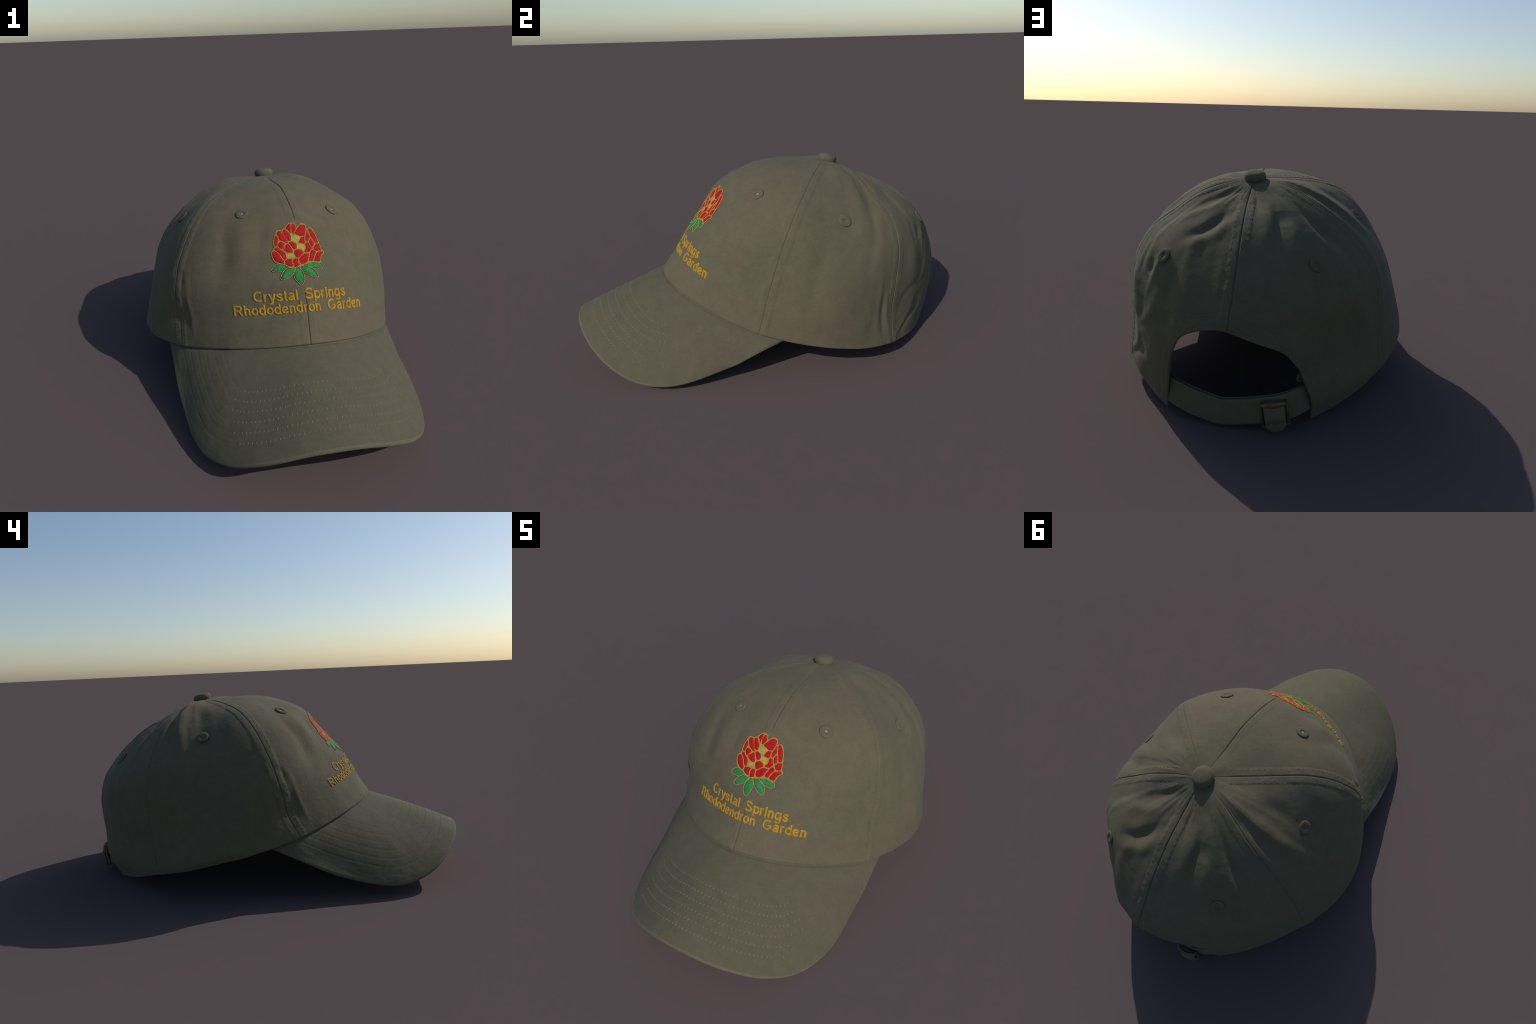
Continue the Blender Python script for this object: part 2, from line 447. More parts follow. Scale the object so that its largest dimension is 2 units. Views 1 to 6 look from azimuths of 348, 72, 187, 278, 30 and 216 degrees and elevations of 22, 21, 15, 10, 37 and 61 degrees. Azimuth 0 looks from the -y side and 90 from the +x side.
def build_panel(k):
    """panel between seam k and seam k+1, with a thickness and a rounded hem"""
    cols, rows = 132, 330
    s = np.linspace(0, 1, cols)
    s = s - .72*np.sin(2*np.pi*s)/(2*np.pi)               # closer together beside the seams
    if k in (2, 3):                                       # finer rows where the arch of the opening bends
        v = np.r_[np.linspace(.012, ARCH_V - .004, 200), np.linspace(ARCH_V - .001, .672, 90), np.linspace(.674, .75, 50), np.linspace(.753, .985, 80), np.linspace(.988, 1, 8)]
        rows = len(v)
    else:
        v = np.r_[np.linspace(.012, .985, rows - 8), np.linspace(.988, 1, 8)]
    S, V = np.meshgrid(s, v)
    lo = edge_u(V, LEFT_EDGE) if k == 3 else np.full(V.shape, float(k))
    hi = edge_u(V, RIGHT_EDGE) if k == 2 else np.full(V.shape, float(k + 1))
    U = lo + (hi - lo)*S
    p, n = crown(U, V)
    outer = p.reshape(-1, 3); nn = n.reshape(-1, 3)
    inner = outer - nn*THICK
    idx = np.arange(rows*cols).reshape(rows, cols)
    # free edge: the hem, and for the back panels also the side of the opening
    path = list(idx[-1])
    first = int(np.argmax(v > ARCH_V)) - 1
    if k == 2: path += list(idx[first:-1, -1][::-1])
    if k == 3: path = list(idx[first:-1, 0]) + path
    e = outer[path]
    tan = unit(np.gradient(e, axis=0)); side = unit(np.cross(tan, nn[path]))
    inward = outer[[idx[max(0, q//cols - 2), np.clip(q % cols, 4, cols - 5)] for q in path]]
    side *= np.sign(((e - inward)*side).sum(1, keepdims=True))
    rings = []
    rad = THICK/2
    for a in HALF_ROLL:
        rings.append(e + side*rad*.9*math.sin(a) - nn[path]*rad*(1 - math.cos(a)))
    verts = np.vstack([outer, inner] + rings)
    N = rows*cols
    faces = grid_faces(rows, cols) + grid_faces(rows, cols, N, True)
    m = len(path)
    chain = [np.array(path)] + [2*N + i*m + np.arange(m) for i in range(len(rings))] + [np.array(path) + N]
    for a, b_ in zip(chain[:-1], chain[1:]):
        for i in range(m - 1):
            faces.append((a[i], a[i + 1], b_[i + 1], b_[i]))
    ob = new_object("panel", verts, faces, twill, cap)
    # consistent outward winding
    if k in (0, 5, 1, 4):
        base = sum(len(x) for x in bvh_verts)
        bvh_verts.append(outer); bvh_faces.extend([tuple(i + base for i in f) for f in grid_faces(rows, cols)])
    return ob


panels = [build_panel(k) for k in range(6)]
front_tree = BVHTree.FromPolygons([Vector(x) for x in np.vstack(bvh_verts)], bvh_faces)

# seam stitching: two rows beside every seam
rows_ = Pile()
for k in (2, 3, 5):
    end = ARCH_V if k == 3 else 1.0
    vv = np.arange(.10, end - .012, .0205)
    for sd in (-1, 1):
        p, n, du, dv = crown_frame(np.full(vv.shape, k + 1e-4*sd), vv)
        uu = k + sd*.031/np.linalg.norm(du, axis=-1)
        q, nq = crown(uu, vv)
        for i in range(len(vv)):
            stitch(rows_, q[i] - nq[i]*.0001, dv[i], nq[i], .012, .0016)
# rows along the opening, set back from its edge
for table, sd in ((RIGHT_EDGE, -1), (LEFT_EDGE, 1)):
    t = np.array(table)
    c = spline(np.stack([t[:, 1], t[:, 0]], -1), 60)
    for back in (.016, .058):
        p, n, du, dv = crown_frame(c[:, 0], c[:, 1])
        tan = unit(np.gradient(p, axis=0)); side = np.cross(tan, n)*(1 if sd < 0 else -1)
        side *= np.where((side[:, 2:] < 0) & (np.arange(60)[:, None] < 12), -1, 1)
        want = p + side*back
        # step in (u, v) by least squares
        J = np.stack([du, dv], -1)
        st = np.array([np.linalg.lstsq(J[i], side[i]*back, rcond=None)[0] for i in range(60)])
        uu, vv = c[:, 0] + st[:, 0], c[:, 1] + st[:, 1]
        ok = (vv < .985) & ((uu < 3 - .01) if sd < 0 else (uu > 3 + .01))
        q, nq = crown(uu, np.minimum(vv, 1.))
        for i in range(60):
            if ok[i]:
                stitch(rows_, q[i] - nq[i]*.0004, tan[i], nq[i], .010, .0019)
rows_.make("seam_stitching", seam_thread, cap)

# button
def lathe(profile, centre, axis, segs=48, wob=0.):
    axis = unit(np.array(axis)); a = unit(np.cross(axis, [0, 1, .3])); b_ = np.cross(axis, a)
    v = []
    for r_, z_ in profile:
        for j in range(segs):
            t = 2*math.pi*j/segs
            v.append(np.array(centre) + axis*z_ + (a*math.cos(t) + b_*math.sin(t))*r_)
    f = grid_faces(len(profile), segs, 0, False, True)
    f.append(tuple(range((len(profile) - 1)*segs, len(profile)*segs)))
    return v, f


prof = [(.034, -.02), (.040, -.006), (.046, .002), (.0495, .011), (.0495, .020), (.046, .029), (.039, .035), (.028, .039), (.014, .041), (.003, .0415)]
p0, n0, _, _ = crown_frame(np.array([.0, 1.5, 3., 4.5]), np.full(4, .03))
v_, f_ = lathe(prof, APEX_P + np.array([0, 0, -.004]), unit(n0.mean(0) + np.array([-.02, .05, 0])))
new_object("button", v_, f_, twill, cap)

# eyelets: (u, v) by panel centre; ring of buttonhole stitches round a small hole
EYELETS = [(.257, -.085, .854), (-.184, -.087, .878), (.487, .276, .741), (-.425, .280, .774), (.339, .773, .662), (-.281, .761, .657)]
for x in EYELETS:
    x = np.array(x)
    U, V = np.meshgrid(np.linspace(0, 6, 241)[:-1], np.linspace(.1, .7, 121))
    q = crown_base(U, V)
    i = np.unravel_index(np.argmin(((q - x)**2).sum(-1)), U.shape)
    panel = panels[int(U[i]) % 6]
    c, n, du, dv = crown_frame(np.array([U[i]]), np.array([V[i]]))
    base_pt, n = c[0], n[0]
    for _ in range(3):                                    # settle on the panel exactly below the measured centre
        J = np.stack([du[0], dv[0]], -1)
        st = np.linalg.lstsq(J, x - base_pt, rcond=None)[0]
        U[i] += st[0]; V[i] += st[1]
        c, n_, du, dv = crown_frame(np.array([U[i]]), np.array([V[i]]))
        base_pt, n = c[0], n_[0]
    around_p, around_n = crown(U[i] + np.array([0, .05, -.05, 0, 0]), V[i] + np.array([0, 0, 0, .02, -.02]))
    c = base_pt + n*(float(((around_p - base_pt) @ n).max()) + .0005)
    a = unit(du[0] - n*np.dot(du[0], n)); b_ = np.cross(n, a)
    segs, around = 14, 96
    lump = rng.uniform(-1, 1, 12)
    v_, f_ = [], []
    for j in range(around):
        t = 2*math.pi*j/around
        d = a*math.cos(t) + b_*math.sin(t)
        wob = 1 + .04*math.sin(3*t + lump[0]*3) + .05*math.cos(22*t)
        for i_ in range(segs):
            s_ = 2*math.pi*i_/segs
            rr = .0195 + .0125*math.cos(s_)*wob
            v_.append(c + d*rr + n*(.0010 + .0048*math.sin(s_)*(1 + .12*math.cos(22*t))))
    f_ = grid_faces(around, segs, 0, False, True)
    base = (around - 1)*segs
    f_ += [(base + i_, base + (i_ + 1) % segs, (i_ + 1) % segs, i_) for i_ in range(segs)]
    m0 = len(v_); nf = len(f_)
    v_ += [c + (a*math.cos(2*math.pi*j/24) + b_*math.sin(2*math.pi*j/24))*.011 + n*.0012 for j in range(24)]
    f_.append(tuple(range(m0, m0 + 24)))
    ob = new_object("eyelet", v_, f_, [twill, pale_disc if x[1] < .0 else twill], panel)
    ob.data.polygons[nf].material_index = 1

# ------------------------------------------------------------------ brim
K = len(BRIM_EDGE)
EDGE, BULGE = np.array(BRIM_EDGE), np.array(BRIM_BULGE)
BULGE[[0, -1]] = 0; BULGE[[1, -2]] *= .5
ENDS = (-1.22, 1.20)                                 # where the visor meets the hem, in u


def cr_line(ctrl, t):
    ctrl = np.vstack([2*ctrl[0] - ctrl[1], ctrl, 2*ctrl[-1] - ctrl[-2]])
    t = np.asarray(t)*(len(ctrl) - 3)
    i = np.clip(np.floor(t).astype(int), 0, len(ctrl) - 4); w = cr_weights(t - i)
    return sum(w[..., a, None]*ctrl[i + a] for a in range(4))


def brim_sheet(s, t):
    """s: -1..1 along the visor, t: 0 at the hem .. 1 at the outer edge"""
    u = np.where(s < 0, -ENDS[0]*s, ENDS[1]*s)
    hem, n, du, dv = crown_frame(u, np.ones(u.shape))
    tip = smooth((np.abs(s) - .86)/.14)[..., None]
    hem = hem - n*(.011 + .008*tip) + unit(dv)*.005*(1 - tip)
    e = cr_line(EDGE, (s + 1)/2) - n*.018*tip; bl = cr_line(BULGE, (s + 1)/2)
    arch = .025*np.exp(-((s + .54)/.22)**2)*smooth((s + .95)/.25)*np.sin(np.pi*np.clip(t, 0, 1))**.7      # the left half is bent rounder
    arch = arch + (.009*np.exp(-((s - .30)/.20)**2) - .018*np.exp(-((s - .74)/.16)**2)*smooth((1 - s)/.15))*np.sin(np.pi*np.clip(t, 0, 1))
    return hem*(1 - t)[..., None] + e*t[..., None] + bl*(4*t*(1 - t))[..., None] + arch[..., None]*np.array([-.40, -.05, .91])


def brim_normal(s, t, e=2e-3):
    ds = brim_sheet(np.minimum(s + e, 1), t) - brim_sheet(np.maximum(s - e, -1), t)
    dt = brim_sheet(s, np.minimum(t + e, 1)) - brim_sheet(s, np.maximum(t - e, 0))
    n = unit(np.cross(dt, ds))
    return n*np.sign(n[..., 2:] + 1e-9)


cols, rows = 360, 130
s = np.linspace(-1, 1, cols); t = 1 - (1 - np.linspace(0, 1, rows))**1.15
S, T = np.meshgrid(s, t)
top = brim_sheet(S, T)
bn = brim_normal(np.clip(S, -.92, .92), np.clip(T, .02, .98))
edge_pts = brim_sheet(np.linspace(-1, 1, 700), np.ones(700))
flat = top.reshape(-1, 3)
dist = np.empty(len(flat))
for i in range(0, len(flat), 4000):
    dist[i:i + 4000] = np.sqrt(((flat[i:i + 4000, None] - edge_pts[None])**2).sum(-1).min(1))
dist = dist.reshape(rows, cols)
span = np.linalg.norm(top - top[:1], axis=-1)
ROWS = [.088 + .0425*i for i in range(6)]             # stitch rows, metres in from the edge
relief = np.zeros(S.shape)
for d in ROWS:
    relief -= .0007*np.exp(-((dist - d)/.004)**2)
relief += .0012*medium(top) + .0004*pucker(top) + .0002*grain(top)
side_amount = smooth((-S - .25)/.4)
relief -= .0030*np.exp(-((span - .008)/.006)**2)                        # tucked crease along the hem
relief += side_amount*.0004*pucker(top*np.array([1.1, .6, 1.1]))      # brushed ripples on the left flank
RIM = .0120
rim = RIM*(.30 + .70*smooth((1 - np.abs(s))/.10))          # thinner where it is sewn into the hem
EDGE_ROLL = smooth(1 - dist/.012)
top_s = top + bn*(relief*smooth(dist/.02))[..., None]
under = top - bn*(2*rim)[None, :, None]
e = top_s[-1]; en = bn[-1]
et = unit(np.gradient(e, axis=0)); es = unit(np.cross(et, en)); es *= np.sign((es*(e - top[rows//2])).sum(1)[cols//2])
rings = []
for a in [math.radians(x) for x in (15, 30, 50, 70, 90, 110, 130, 150, 165)]:
    rings.append(e + es*rim[:, None]*.85*math.sin(a) - en*rim[:, None]*(1 - math.cos(a)))
shrink = rim[:, None]*.85
verts = np.vstack([top_s.reshape(-1, 3), under.reshape(-1, 3)] + rings)
# keep the outline: pull the rolled edge back by its own radius
N = rows*cols
pull = np.zeros((len(verts), 3))
w = smooth(1 - dist/.06)[..., None]
dirs = np.repeat(es[None], rows, 0)
pull[:N] = (-dirs*w*shrink[None]).reshape(-1, 3); pull[N:2*N] = pull[:N]
for i in range(len(rings)):
    pull[2*N + i*cols:2*N + (i + 1)*cols] = -es*shrink
verts = verts + pull
faces = grid_faces(rows, cols) + grid_faces(rows, cols, N, True)
chain = [np.arange(N - cols, N)] + [2*N + i*cols + np.arange(cols) for i in range(len(rings))] + [np.arange(2*N - cols, 2*N)]
for a, b_ in zip(chain[:-1], chain[1:]):
    for i in range(cols - 1):
        faces.append((a[i], a[i + 1], b_[i + 1], b_[i]))
brim = new_object("brim", verts, faces, [visor_twill, pale_edge], cap)
first_rim = 2*(rows - 1)*(cols - 1)
for q in range(first_rim, first_rim + 5*(cols - 1)):
    brim.data.polygons[q].material_index = 1
for q in range((rows - 2)*(cols - 1), (rows - 1)*(cols - 1)):
    brim.data.polygons[q].material_index = 1

# visor stitching: each row is the line of points a fixed distance in from the edge
pile, hidden = Pile(), Pile()
for row, d in enumerate(ROWS):
    line = []
    for j in range(0, cols):
        col = dist[:, j]
        c = np.nonzero((col[:-1] > d) & (col[1:] <= d))[0]
        if len(c):
            i = c[-1]; f = (col[i] - d)/(col[i] - col[i + 1])
            line.append(np.r_[top_s[i, j]*(1 - f) + top_s[i + 1, j]*f, bn[i, j]])
    line = np.array(line)
    q = line[:, :3]; ln = np.r_[0, np.cumsum(np.linalg.norm(np.diff(q, axis=0), axis=1))]
    for x in np.arange(.012, ln[-1] - .012, .0195):
        x = x + rng.uniform(-.001, .001)
        pos = np.array([np.interp(x, ln, q[:, k]) for k in range(3)]); nrm = unit(np.array([np.interp(x, ln, line[:, 3 + k]) for k in range(3)]))
        ahead = np.array([np.interp(x + .01, ln, q[:, k]) for k in range(3)]) - pos
        ahead = unit(ahead); across = np.cross(nrm, ahead)
        lit = pos[1] < -.58 and abs(pos[0]) < .36 + rng.uniform(-.05, .05)
        if lit:
            stitch(pile, pos - nrm*.0003, ahead*.35 + across*1., nrm, .0110, .0021, .8)
        else:
            stitch(hidden, pos - nrm*.0009, ahead, nrm, .012, .0017, .8)
pile.make("stitching", pale_thread, brim)
hidden.make("stitching", visor_twill, brim)

# ------------------------------------------------------------------ ribbons
def ribbon(name, path, half_heights, thick, mat, parent, up=None, ring=20):
    """a band swept along a path: rounded slab, long side upright"""
    n = len(path)
    tan = unit(np.gradient(path, axis=0))
    upv = np.tile([0, 0, 1.], (n, 1)) if up is None else up
    upv = unit(upv - tan*(upv*tan).sum(1, keepdims=True)); out = unit(np.cross(tan, upv))
    v_ = []
    for i in range(n):
        h = half_heights[i]
        for j in range(ring):
            a = 2*math.pi*j/ring
            ca, sa = math.cos(a), math.sin(a)
            y = np.sign(sa)*min(1, abs(sa)**.35)*h
            x = np.sign(ca)*abs(ca)**.6*thick/2
            v_.append(path[i] + upv[i]*y + out[i]*x)
    f_ = grid_faces(n, ring, 0, False, True) + [tuple(range(ring))[::-1], tuple(range((n - 1)*ring, n*ring))]
    return new_object(name, v_, f_, mat, parent)


# sweatband inside the hem
us = np.linspace(-2.45, 2.55, 260)
band_v, band_f = [], []
levels = [(.90, .016), (.93, .0165), (.96, .0165), (.985, .016), (1.004, .0155), (1.008, .018), (1.0, .021), (.96, .0215), (.90, .021)]
for vv, off in levels:
    p, n, du, dv = crown_frame(us, np.full(us.shape, min(vv, 1.)))
    low = unit(dv)*max(0, vv - 1)*1.1
    band_v.append(p - n*off + low)
band_f = grid_faces(len(levels), len(us))
new_object("sweatband", np.vstack(band_v), band_f, twill, cap)

# adjusting strap across the opening
STRAP = [(0.35, 0.812, 0.12), (0.288, 0.862, 0.112), (0.213, 0.896, 0.097), (0.148, 0.91, 0.084), (0.079, 0.92, 0.07), (0.014, 0.923, 0.075), (-0.081, 0.927, 0.092), (-0.157, 0.923, 0.106), (-0.203, 0.908, 0.116), (-0.243, 0.884, 0.127), (-0.278, 0.852, 0.134), (-0.318, 0.806, 0.139)]
path = spline(STRAP, 110)
hh = np.full(110, .0575) + .002*np.sin(np.linspace(0, 9, 110))
strap = ribbon("strap", path, hh, .013, twill, cap)
strap2 = ribbon("strap_lining", path[4:96] + np.array([0, -.016, .002]), hh[4:96]*.97, .010, twill, cap)

# buckle: open frame of bars with a wide upper bar, and the strap tail folded over it
BC = np.array([-.151, .937, .092])
bx = unit(np.array([-1., -.16, .14])); bz = unit(np.array([.13, .12, 1.])); bz = unit(bz - bx*np.dot(bx, bz)); by = np.cross(bz, bx)
by *= np.sign(by[1])


def bar(pts, radii, ring=14):
    pts = np.array(pts); n = len(pts); tan = unit(np.gradient(pts, axis=0))
    v_ = []
    for i in range(n):
        o = by; q = unit(np.cross(tan[i], o))
        for j in range(ring):
            a = 2*math.pi*j/ring
            v_.append(pts[i] + q*math.cos(a)*radii[i][0] + o*math.sin(a)*radii[i][1])
    return v_, grid_faces(n, ring, 0, False, True) + [tuple(range(ring))[::-1], tuple(range((n - 1)*ring, n*ring))]


frame = Pile()
W2, H2 = .050, .053
for sx in (-1, 1):
    pts = [BC + bx*sx*W2 + bz*z + by*(.006 - .010*abs(z)/H2) for z in np.linspace(-H2, H2, 12)]
    frame.add(*bar(pts, [(.0045, .007)]*12))
x = np.linspace(-W2 - .004, W2 + .004, 24)
frame.add(*bar([BC + bx*a + bz*(H2 - .006) + by*(.004 + .012*(1 - (a/W2)**2)) for a in x], [(.0055 + .0115*max(0, 1 - (a/W2)**2)**.7, .010) for a in x]))
frame.add(*bar([BC + bx*a - bz*(H2 + .016*(1 - (a/W2)**2)*.6) + by*.0 for a in x], [(.006, .006)]*24))
frame_ob = new_object("buckle", np.vstack(frame.v), frame.f, brass, strap)

tail = []
tn = 34
for i, q in enumerate(np.linspace(0, 1, tn)):
    z = H2*.95 - q*(H2*2.2)
    tail.append(BC + bz*z + by*(-.004 + .036*math.sin(min(1, q*2.2)*math.pi/2)*(1 - .55*q) + .002*math.sin(q*17)))
tail = np.array(tail)
v_, ring = [], 18
tt = unit(np.gradient(tail, axis=0))
for i in range(tn):
    q = i/(tn - 1)
    hw = .041*(1 if q < .72 else math.sqrt(max(.0, 1 - ((q - .72)/.285)**2)))
    nrm = unit(np.cross(tt[i], bx)); nrm *= np.sign(np.dot(nrm, by))
    for j in range(ring):
        a = 2*math.pi*j/ring
        xx = math.copysign(abs(math.cos(a))**.35, math.cos(a))*hw
        yy = math.copysign(abs(math.sin(a))**.6, math.sin(a))*.0095
        crown_ = .006*(1 - (xx/.041)**2)
        v_.append(tail[i] + bx*xx + nrm*(yy + crown_))
f_ = grid_faces(tn, ring, 0, False, True) + [tuple(range(ring))[::-1], tuple(range((tn - 1)*ring, tn*ring))]
new_object("strap_end", v_, f_, twill, strap)
# the spare end of the strap, tucked inside the left edge of the opening
tuck = spline([(-.226, .850, .20), (-.246, .840, .21), (-.276, .820, .215), (-.31, .79, .215)], 24)
ribbon("strap_tuck", tuck, np.interp(np.linspace(0, 1, 24), [0, .3, 1], [.008, .030, .05]), .012, twill, strap)

# ------------------------------------------------------------------ emblem
# drawn flat (millimetres, x across, y up the cloth) and laid on the front panels
EMB_O = np.array([.01, -.30, .735]); EMB_Y = unit(np.array([0, .634, .773])); EMB_X = np.array([1., 0, 0]); EMB_N = np.cross(EMB_X, EMB_Y)


def lay(xy, height=0.):
    """lay flat points on the cloth; height may be a number or one value per point"""
    xy = np.asarray(xy, float); h = np.broadcast_to(np.asarray(height, float), (len(xy),))
    out = np.empty((len(xy), 3)); nor = np.empty((len(xy), 3))
    for i, (x, y) in enumerate(xy):
        o = EMB_O + EMB_X*x + EMB_Y*y + EMB_N*.25
        loc, n, _, _ = front_tree.ray_cast(Vector(o), Vector(-EMB_N))
        n = np.array(n); n *= np.sign(n @ EMB_N)
        out[i] = np.array(loc); nor[i] = n
    sm = unit(nor + EMB_N*.3)
    return out + sm*h[:, None], sm


PETALS = [
    [(-21, 123), (-13, 134), (-3, 140), (0, 132), (-5, 104), (-11, 113)],
    [(6, 137), (15, 137), (19, 121), (13, 106), (2, 99), (1, 117)],
    [(52, 133), (65, 127), (67, 108), (59, 86), (43, 80), (29, 87), (14, 94), (25, 109), (40, 125)],
    [(82, 110), (91, 110), (98, 98), (107, 76), (111, 50), (111, 41), (99, 42), (91, 67), (83, 92)],
    [(70, 98), (76, 101), (79, 79), (76, 66), (65, 51), (59, 60)],
    [(81, 65), (88, 61), (94, 38), (88, 27), (80, 33), (76, 51)],
    [(112, 37), (118, 22), (117, 4), (102, 2), (89, 20), (97, 30)],
    [(121, 1), (128, -6), (113, -19), (104, -41), (99, -48), (80, -42), (88, -24), (98, -8)],
    [(81, 8), (92, -3), (79, -24), (72, -39), (57, -38), (62, -19), (72, -1)],
    [(41, 73), (55, 73), (56, 62), (51, 47), (38, 45), (27, 48), (31, 62)],
    [(56, 43), (67, 44), (71, 31), (77, 19), (62, 3), (47, 1), (44, 6), (55, 19)],
    [(38, -7), (60, -4), (57, -18), (45, -39), (30, -48), (13, -49), (11, -31), (22, -18)],
    [(1, 14), (12, 19), (20, 15), (28, 13), (35, 2), (19, -10), (7, -18), (-3, -3), (-5, 7)],
    [(-17, -31), (-6, -23), (1, -28), (6, -41), (6, -52), (-10, -59), (-17, -51)],
    [(-50, -25), (-40, -23), (-24, -23), (-24, -37), (-22, -52), (-35, -53), (-50, -43), (-55, -36)],
    [(-99, 24), (-89, 21), (-75, 4), (-68, -10), (-59, -35), (-72, -33), (-90, -20), (-100, -3), (-102, 12)],
    [(-86, 39), (-78, 39), (-61, 22), (-50, 8), (-48, -17), (-56, -17), (-63, -5), (-70, 14), (-88, 32)],
    [(-62, 62), (-45, 57), (-47, 40), (-55, 28), (-67, 39), (-68, 54)],
    [(-27, 50), (-21, 39), (-14, 11), (-29, 11), (-50, 25), (-46, 36), (-35, 45)],
    [(-19, 56), (-3, 56), (8, 46), (9, 34), (4, 23), (-5, 28), (-13, 42)],
    [(-61, 112), (-45, 107), (-42, 90), (-34, 72), (-24, 58), (-37, 58), (-56, 73), (-64, 90), (-66, 103)],
    [(-36, 115), (-27, 115), (-19, 102), (-11, 86), (-14, 65), (-25, 66), (-36, 78), (-41, 101)],
    [(-74, 94), (-69, 83), (-71, 69), (-78, 48), (-85, 49), (-83, 75)],
]
YELLOW = [
    [(-5, 93), (14, 94), (28, 85), (41, 79), (31, 62), (26, 48), (52, 42), (54, 23), (44, 6), (35, 4), (28, 15), (8, 21), (11, 35), (9, 46), (-5, 57), (-14, 62), (-10, 83)],
    [(-41, 10), (-14, 7), (-8, 4), (-3, -10), (-10, -23), (-36, -20), (-46, -19)],
]
LEAVES = [
    [(-113, -57), (-101, -45), (-80, -40), (-62, -47), (-55, -56), (-68, -66), (-88, -67), (-108, -64)],
    [(-82, -107), (-77, -92), (-62, -73), (-44, -65), (-19, -66), (-28, -83), (-47, -98), (-65, -106)],
    [(-7, -141), (-20, -122), (-23, -101), (-17, -77), (-7, -67), (6, -75), (12, -99), (9, -123), (1, -138)],
    [(74, -117), (55, -112), (34, -98), (17, -79), (11, -66), (33, -65), (53, -74), (67, -91)],
    [(41, -56), (54, -50), (75, -51), (101, -55), (109, -72), (92, -77), (67, -73), (50, -64)],
]
HULL = [
    [(-21, 133), (-1, 147), (19, 144), (24, 122), (39, 130), (53, 139), (69, 132), (71, 109), (89, 117), (104, 100), (117, 52), (124, 4), (131, -7), (115, -23), (102, -54), (69, -48), (36, -54), (5, -61), (-14, -64), (-36, -60), (-57, -44), (-92, -30), (-105, -7), (-105, 20), (-98, 30), (-88, 38), (-88, 65), (-80, 93), (-66, 116), (-45, 115), (-35, 122)],
]


def pad(name, outline, mat, parent, base, rise, n=44, rings=7, grow=0., centre=None):
    """a filled satin-stitch patch: domed towards its middle with a short upright edge"""
    c = spline(np.array(outline)*.001, n, True)
    mid = c.mean(0) if centre is None else np.array(centre)*.001
    if grow:
        tan = unit(np.roll(c, -1, 0) - np.roll(c, 1, 0)); out = np.stack([tan[:, 1], -tan[:, 0]], -1)
        area = .5*np.sum(c[:, 0]*np.roll(c[:, 1], -1) - np.roll(c[:, 0], -1)*c[:, 1])
        c = c + out*grow*np.sign(area)
    xy = [c]; hh = [np.full(n, -.001)]
    for k in range(rings):
        r_ = 1 - (k/rings)
        r_ = 1 - .06*(k > 0) if k <= 1 else r_
        xy.append(mid + (c - mid)*(1 - .02*(k == 0))*r_)
        e_ = 1 - r_*.985
        hh.append(np.full(n, base + rise*math.sqrt(max(0, min(1, e_*2.2 - e_*e_*1.1)))))
    xy = np.vstack(xy + [mid[None]]); hh = np.r_[np.concatenate(hh), base + rise]
    p, _ = lay(xy, hh)
    R = rings + 1
    f = grid_faces(R, n, 0, False, True)
    f += [((R - 1)*n + j, (R - 1)*n + (j + 1) % n, R*n) for j in range(n)]
    return new_object(name, p, f, mat, parent), c


emblem, hull = pad("flower_emblem", HULL[0], outline_silk, cap, .0006, .0008, 120, 14, 0., (0, 40))
edges = []
for o in PETALS:
    ob, c = pad("petal", o, red_silk, emblem, .0014, .0034, 44, 7, .0020)
    edges.append(c)
for o in LEAVES:
    ob, c = pad("leaf", o, green_silk, emblem, .0010, .0042, 44, 8, .0010)
    edges.append(c)
for o in YELLOW:
    pad("flower_centre", o, yellow_silk, emblem, .0014, .0016, 60, 6, 0.)
beads = Pile()
for q, c in enumerate(edges + [hull]):
    leafy = len(PETALS) <= q < len(edges)
    tan = unit(np.roll(c, -1, 0) - np.roll(c, 1, 0)); out = np.stack([tan[:, 1], -tan[:, 0]], -1)
    area = .5*np.sum(c[:, 0]*np.roll(c[:, 1], -1) - np.roll(c[:, 0], -1)*c[:, 1])
    g = c + out*(.0036 if leafy else (.0 if q == len(edges) else .0022))*np.sign(area)
    ln = np.linalg.norm(np.diff(np.vstack([g, g[:1]]), axis=0), axis=1).sum()
    g = spline(g, max(8, int(ln/.0068)), True)
    p, n = lay(g, .0026)
    tn_ = np.roll(p, -1, 0) - np.roll(p, 1, 0)
    for i in range(len(p)):
        stitch(beads, p[i], tn_[i], n[i], .0068, .0019, 1.)
beads.make("outline_stitching", outline_silk, emblem)

# ------------------------------------------------------------------ lettering
# each letter is a set of satin-stitch strokes along its skeleton (cap height = 1)
def arc(cx, cy, rx, ry, a0, a1, n=14):
    return [(cx + rx*math.cos(math.radians(a)), cy + ry*math.sin(math.radians(a))) for a in np.linspace(a0, a1, n)]


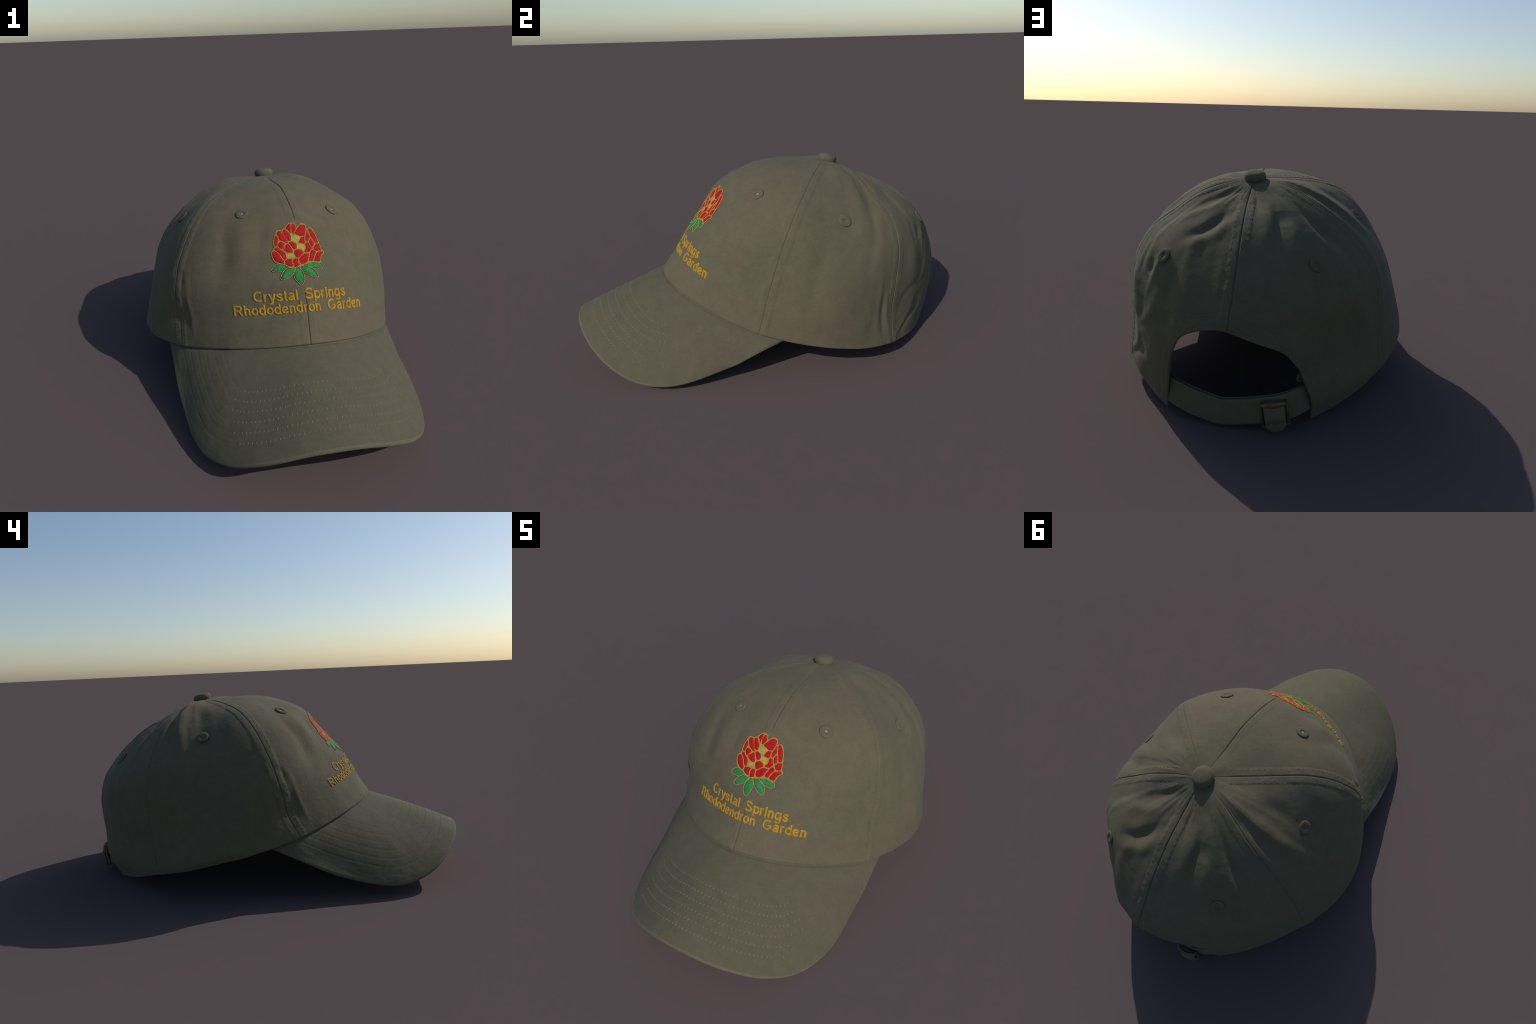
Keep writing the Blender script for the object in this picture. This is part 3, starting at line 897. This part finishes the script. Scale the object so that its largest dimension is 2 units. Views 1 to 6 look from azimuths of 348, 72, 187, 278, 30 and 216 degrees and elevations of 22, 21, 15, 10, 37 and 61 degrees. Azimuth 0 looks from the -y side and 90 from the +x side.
BOWL_R = arc(.33, .36, .21, .29, 180, -180, 22)
BOWL_L = arc(.29, .36, .21, .29, 0, 360, 22)
ARCH = [(.11, .44), (.17, .57), (.28, .65), (.40, .61), (.46, .48), (.46, 0)]
GLYPHS = {
    "C": (.76, [arc(.42, .5, .33, .42, 46, 314, 24)]),
    "S": (.78, [[(.66, .72), (.60, .86), (.40, .92), (.20, .87), (.13, .72), (.20, .59), (.40, .51), (.60, .43), (.67, .27), (.58, .12), (.38, .08), (.18, .13), (.10, .29)]]),
    "R": (.82, [[(.11, 0), (.11, 1)], [(.11, .92), (.42, .92), (.62, .86), (.66, .71), (.60, .56), (.42, .49), (.11, .49)], [(.42, .48), (.56, .27), (.70, 0)]]),
    "G": (.92, [arc(.43, .5, .35, .42, 44, 318, 24) + [(.76, .30), (.76, .44)], [(.46, .45), (.79, .45)]]),
    "r": (.40, [[(.11, 0), (.11, .72)], [(.11, .46), (.17, .59), (.27, .65), (.37, .63)]]),
    "y": (.56, [[(.05, .72), (.28, .06)], [(.52, .72), (.34, .16), (.24, -.12), (.14, -.21), (.04, -.19)]]),
    "s": (.54, [[(.44, .52), (.37, .63), (.24, .65), (.12, .58), (.12, .46), (.25, .38), (.40, .31), (.45, .19), (.36, .09), (.22, .07), (.07, .19)]]),
    "t": (.34, [[(.17, .92), (.17, .18), (.23, .09), (.32, .08)], [(.02, .64), (.33, .64)]]),
    "a": (.58, [[(.09, .52), (.17, .63), (.29, .65), (.41, .60), (.45, .48), (.45, .14), (.49, 0)], [(.45, .40), (.26, .36), (.10, .28), (.09, .14), (.20, .07), (.34, .11), (.45, .24)]]),
    "l": (.24, [[(.12, 0), (.12, 1)]]),
    "i": (.24, [[(.12, 0), (.12, .94)]]),
    "p": (.60, [[(.11, .72), (.11, -.27)], BOWL_R]),
    "n": (.58, [[(.11, 0), (.11, .72)], ARCH]),
    "h": (.58, [[(.11, 0), (.11, 1)], ARCH]),
    "g": (.60, [BOWL_L, [(.50, .72), (.50, -.06), (.43, -.20), (.28, -.24), (.10, -.17)]]),
    "o": (.60, [arc(.30, .36, .22, .29, 90, 450, 24)]),
    "d": (.60, [BOWL_L, [(.50, 0), (.50, 1)]]),
    "e": (.58, [[(.10, .36), (.49, .36)], [(.49, .38), (.45, .55), (.29, .65), (.14, .56), (.08, .36), (.14, .16), (.29, .07), (.42, .11), (.49, .22)]]),
}
PEN = .098                                            # half the stroke width
PROFILE = [(-1., -.0010), (-.96, .0016), (-.62, .0030), (0., .0036), (.62, .0030), (.96, .0016), (1., -.0010)]


def stroke(skeleton, place):
    """one satin stroke: a rounded ridge following the skeleton"""
    pts = np.array(skeleton, float)
    ln = np.linalg.norm(np.diff(pts, axis=0), axis=1).sum()
    c = spline(pts, max(6, int(ln/.055))) if len(pts) > 2 else np.linspace(pts[0], pts[1], max(6, int(ln/.055)))
    tan = unit(np.gradient(c, axis=0))
    if np.allclose(c[0], c[-1]):
        tan[0] = tan[-1] = unit(tan[0] + tan[-1])
    nor = np.stack([-tan[:, 1], tan[:, 0]], -1)
    xy, hh = [], []
    for i in range(len(c)):
        edge = min(i, len(c) - 1 - i)
        for a, b_ in PROFILE:
            xy.append(c[i] + nor[i]*a*PEN); hh.append(b_ if edge else min(b_, .0012))
    P_, _ = lay(place(np.array(xy)), np.array(hh))
    k = len(PROFILE)
    return P_, grid_faces(len(c), k)


lettering = empty("lettering", cap)
# words: text, left, right, baseline parabola through three points, cap height
UPPER = [(-.214, -.180), (-.027, -.2095), (.204, -.208)]
LOWER = [(-.301, -.219), (-.078, -.259), (.285, -.257)]
WORDS = [("Crystal", -.214, -.026, UPPER, .047), ("Springs", .002, .204, UPPER, .050),
         ("Rhododendron", -.301, .068, LOWER, .046), ("Garden", .102, .286, LOWER, .048)]
for word, left, right, base, tall in WORDS:
    b3 = np.array(base); quad = np.polyfit(b3[:, 0], b3[:, 1], 2)
    widths = [GLYPHS[ch][0] for ch in word]
    gap = .05
    total = sum(widths) + gap*(len(word) - 1)
    wide = (right - left)/total
    x = 0.
    for ch, w_ in zip(word, widths):
        def place(q, x=x):
            X = left + (q[:, 0] + x)*wide
            return np.stack([X, np.polyval(quad, X) + q[:, 1]*tall], -1)
        pile = Pile()
        for sk in GLYPHS[ch][1]:
            pile.add(*stroke(sk, place))
        new_object("letter", np.vstack(pile.v), pile.f, gold_silk, lettering)
        x += w_ + gap
